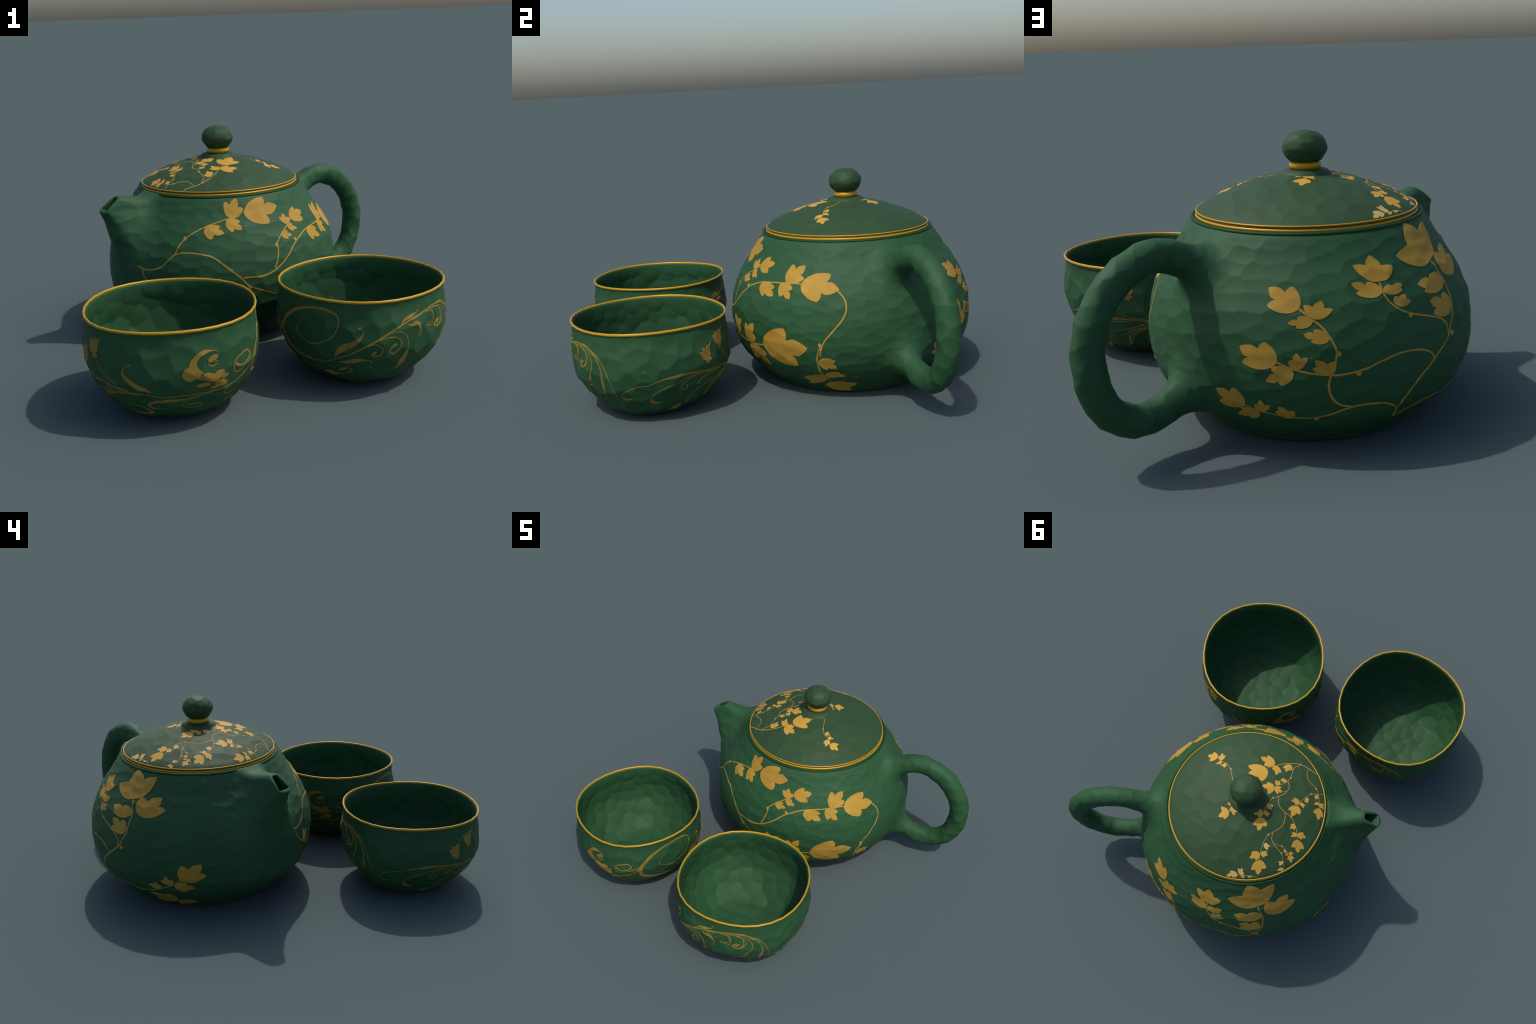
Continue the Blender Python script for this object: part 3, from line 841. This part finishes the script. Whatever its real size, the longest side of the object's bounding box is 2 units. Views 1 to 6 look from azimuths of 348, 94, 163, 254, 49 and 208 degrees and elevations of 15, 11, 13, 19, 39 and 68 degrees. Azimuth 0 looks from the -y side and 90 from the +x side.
scroll([2.5, 3.4, 12.4], [(-139.7, 0.284), (-152.7, 0.236), (-155.2, 0.196), (-155.2, 0.164)])
scroll([2.5, 3.4], [(-140.9, 0.256), (-140.2, 0.168), (-142.7, 0.152)])
scroll([1.7, 1.7], [(-150.7, 0.405), (-145.2, 0.361), (-138.5, 0.329)])
scroll([1.7, 1.7, 1.7], [(-161.7, 0.361), (-154.3, 0.337), (-138.8, 0.309)])
scroll([2.5, 24.8, 21.7, 1.7], [(179.8, 0.140), (177.2, 0.128), (172.8, 0.112), (168.2, 0.108)])
scroll([4.2, 4.2, 4.2, 3.4, 3.4, 2.5, 2.5, 1.7], [(69.5, 0.445), (89.5, 0.473), (101.3, 0.473), (108.7, 0.453), (115.4, 0.425), (119.1, 0.385), (122.3, 0.329), (124.1, 0.256), (123.9, 0.180), (123.1, 0.124)])
scroll([2.5, 3.4, 3.4, 4.2, 18.6, 4.2, 2.5, 1.7], [(106.9, 0.461), (113.7, 0.421), (116.7, 0.365), (116.1, 0.317), (115.3, 0.288), (113.7, 0.248), (110.6, 0.216), (105.5, 0.196)])
scroll([2.5, 3.4, 3.4, 4.2, 14.0], [(94.8, 0.469), (103.3, 0.445), (108.0, 0.413), (108.3, 0.381), (104.0, 0.333), (102.7, 0.317)])
scroll([2.5, 3.4, 3.4, 4.2, 7, 14.0], [(89.5, 0.469), (98.5, 0.453), (101.2, 0.417), (99.7, 0.385), (96.4, 0.373), (91.8, 0.381), (95.9, 0.405)])
scroll([2.5, 3.4, 3.4, 3.4], [(78.9, 0.461), (88.3, 0.457), (89.9, 0.433), (84.9, 0.393), (81.7, 0.397), (82.2, 0.413)])
scroll([2.5, 4.2, 4.2, 2.5], [(103.3, 0.292), (97.4, 0.280), (92.4, 0.252), (89.8, 0.220), (86.4, 0.196)])
scroll([1.7, 2.5, 3.4, 4.2, 4.2, 4.2, 5.1, 7, 7, 5.1, 5.1, 5.1, 5.1], [(-8.9, 0.437), (-14.3, 0.409), (-15.9, 0.385), (-14.0, 0.357), (-7.0, 0.337), (1.1, 0.341), (9.8, 0.365), (15.1, 0.397), (17.9, 0.445), (17.1, 0.473), (12.2, 0.493), (0.8, 0.497), (-9.9, 0.481), (-19.7, 0.453), (-27.4, 0.413), (-33.0, 0.361)])
scroll([5.1, 5.1, 5.1, 5.1, 7, 7, 5.1, 5.1], [(-33.0, 0.361), (-35.0, 0.317), (-30.5, 0.272), (-18.4, 0.256), (-7.8, 0.244), (5.3, 0.252), (14.8, 0.276), (25.7, 0.313), (35.8, 0.353), (47.4, 0.393), (59.0, 0.429), (72.6, 0.453), (87.9, 0.473), (100.3, 0.469), (110.3, 0.437)])
scroll([1.7, 18.6, 27.9, 27.9, 21.7, 14.0, 4.2, 2.5], [(14.4, 0.284), (17.0, 0.317), (21.1, 0.341), (26.0, 0.357), (30.6, 0.377), (33.5, 0.401), (34.0, 0.417), (32.9, 0.429)])
petal(31.7, 0.429, (0.6, 0.2), 0.75)
# scrollwork on the cups: brush widths in millimetres along the stroke, then its path
scroll([1.7, 15.5, 24.8, 18.6, 5.1, 2.5], [(16.5, 0.260), (21.9, 0.264), (28.0, 0.280), (34.8, 0.284), (38.9, 0.276), (40.0, 0.260)])
petal(39.2, 0.244, (0.4, 0.1), 0.75)
# scrollwork on the cups: brush widths in millimetres along the stroke, then its path
scroll([3.4, 4.2, 4.2, 4.2, 5.1, 12.4], [(35.8, 0.353), (41.5, 0.361), (45.0, 0.349), (46.4, 0.333), (44.9, 0.309), (41.3, 0.305), (39.7, 0.313), (41.8, 0.325)])
scroll([3.4, 4.2, 4.2, 4.2, 4.2, 12.4], [(43.2, 0.377), (49.9, 0.385), (55.5, 0.381), (59.2, 0.357), (58.3, 0.329), (54.5, 0.309), (51.4, 0.317), (52.1, 0.337), (56.2, 0.353)])
scroll([3.4, 3.4, 3.4, 4.2], [(49.3, 0.397), (55.5, 0.405), (60.3, 0.397), (64.5, 0.365), (65.3, 0.321)])
scroll([7, 23.2, 31.0, 21.7, 1.7], [(65.3, 0.317), (64.9, 0.292), (62.6, 0.252), (61.3, 0.212), (57.7, 0.192)])
scroll([1.7, 14.0, 15.5, 5.1, 1.7], [(59.1, 0.433), (61.4, 0.449), (66.1, 0.457), (72.3, 0.469), (74.7, 0.485)])
petal(74.4, 0.493, (0.3, 0.1), 0.75)
# scrollwork on the cups: brush widths in millimetres along the stroke, then its path
scroll([1.7, 15.5, 17.1, 5.1, 1.7], [(64.1, 0.429), (66.9, 0.421), (71.9, 0.425), (75.2, 0.397), (75.8, 0.377), (73.7, 0.357)])
scroll([2.5, 3.4, 3.4, 2.5], [(80.0, 0.457), (87.1, 0.453), (90.4, 0.425), (88.8, 0.389), (85.8, 0.393), (85.2, 0.413)])
scroll([2.5, 3.4, 4.2, 7], [(86.4, 0.465), (96.5, 0.457), (103.2, 0.417), (99.7, 0.381), (95.6, 0.373), (95.3, 0.393), (98.1, 0.401)])
scroll([3.4, 18.6, 21.7, 15.5, 5.1], [(-0.0, 0.172), (9.0, 0.172), (15.8, 0.172)])
scroll([5.1, 4.2, 4.2, 5.1, 14.0, 4.2], [(15.8, 0.172), (22.8, 0.196), (25.8, 0.220), (22.8, 0.228), (18.1, 0.216), (13.6, 0.204)])
scroll([2.5, 3.4, 2.5], [(-19.7, 0.260), (-18.9, 0.200), (-11.0, 0.152)])
tulip(-150.7, 0.409, (-2.0, 7.2))
tulip(-163.5, 0.365, (-3.2, 6.4))

for piece in cup_paint:                                   # the second cup carries the same painting
    dup = piece.copy()
    dup.parent = cup_bowls[1]
    bpy.context.scene.collection.objects.link(dup)
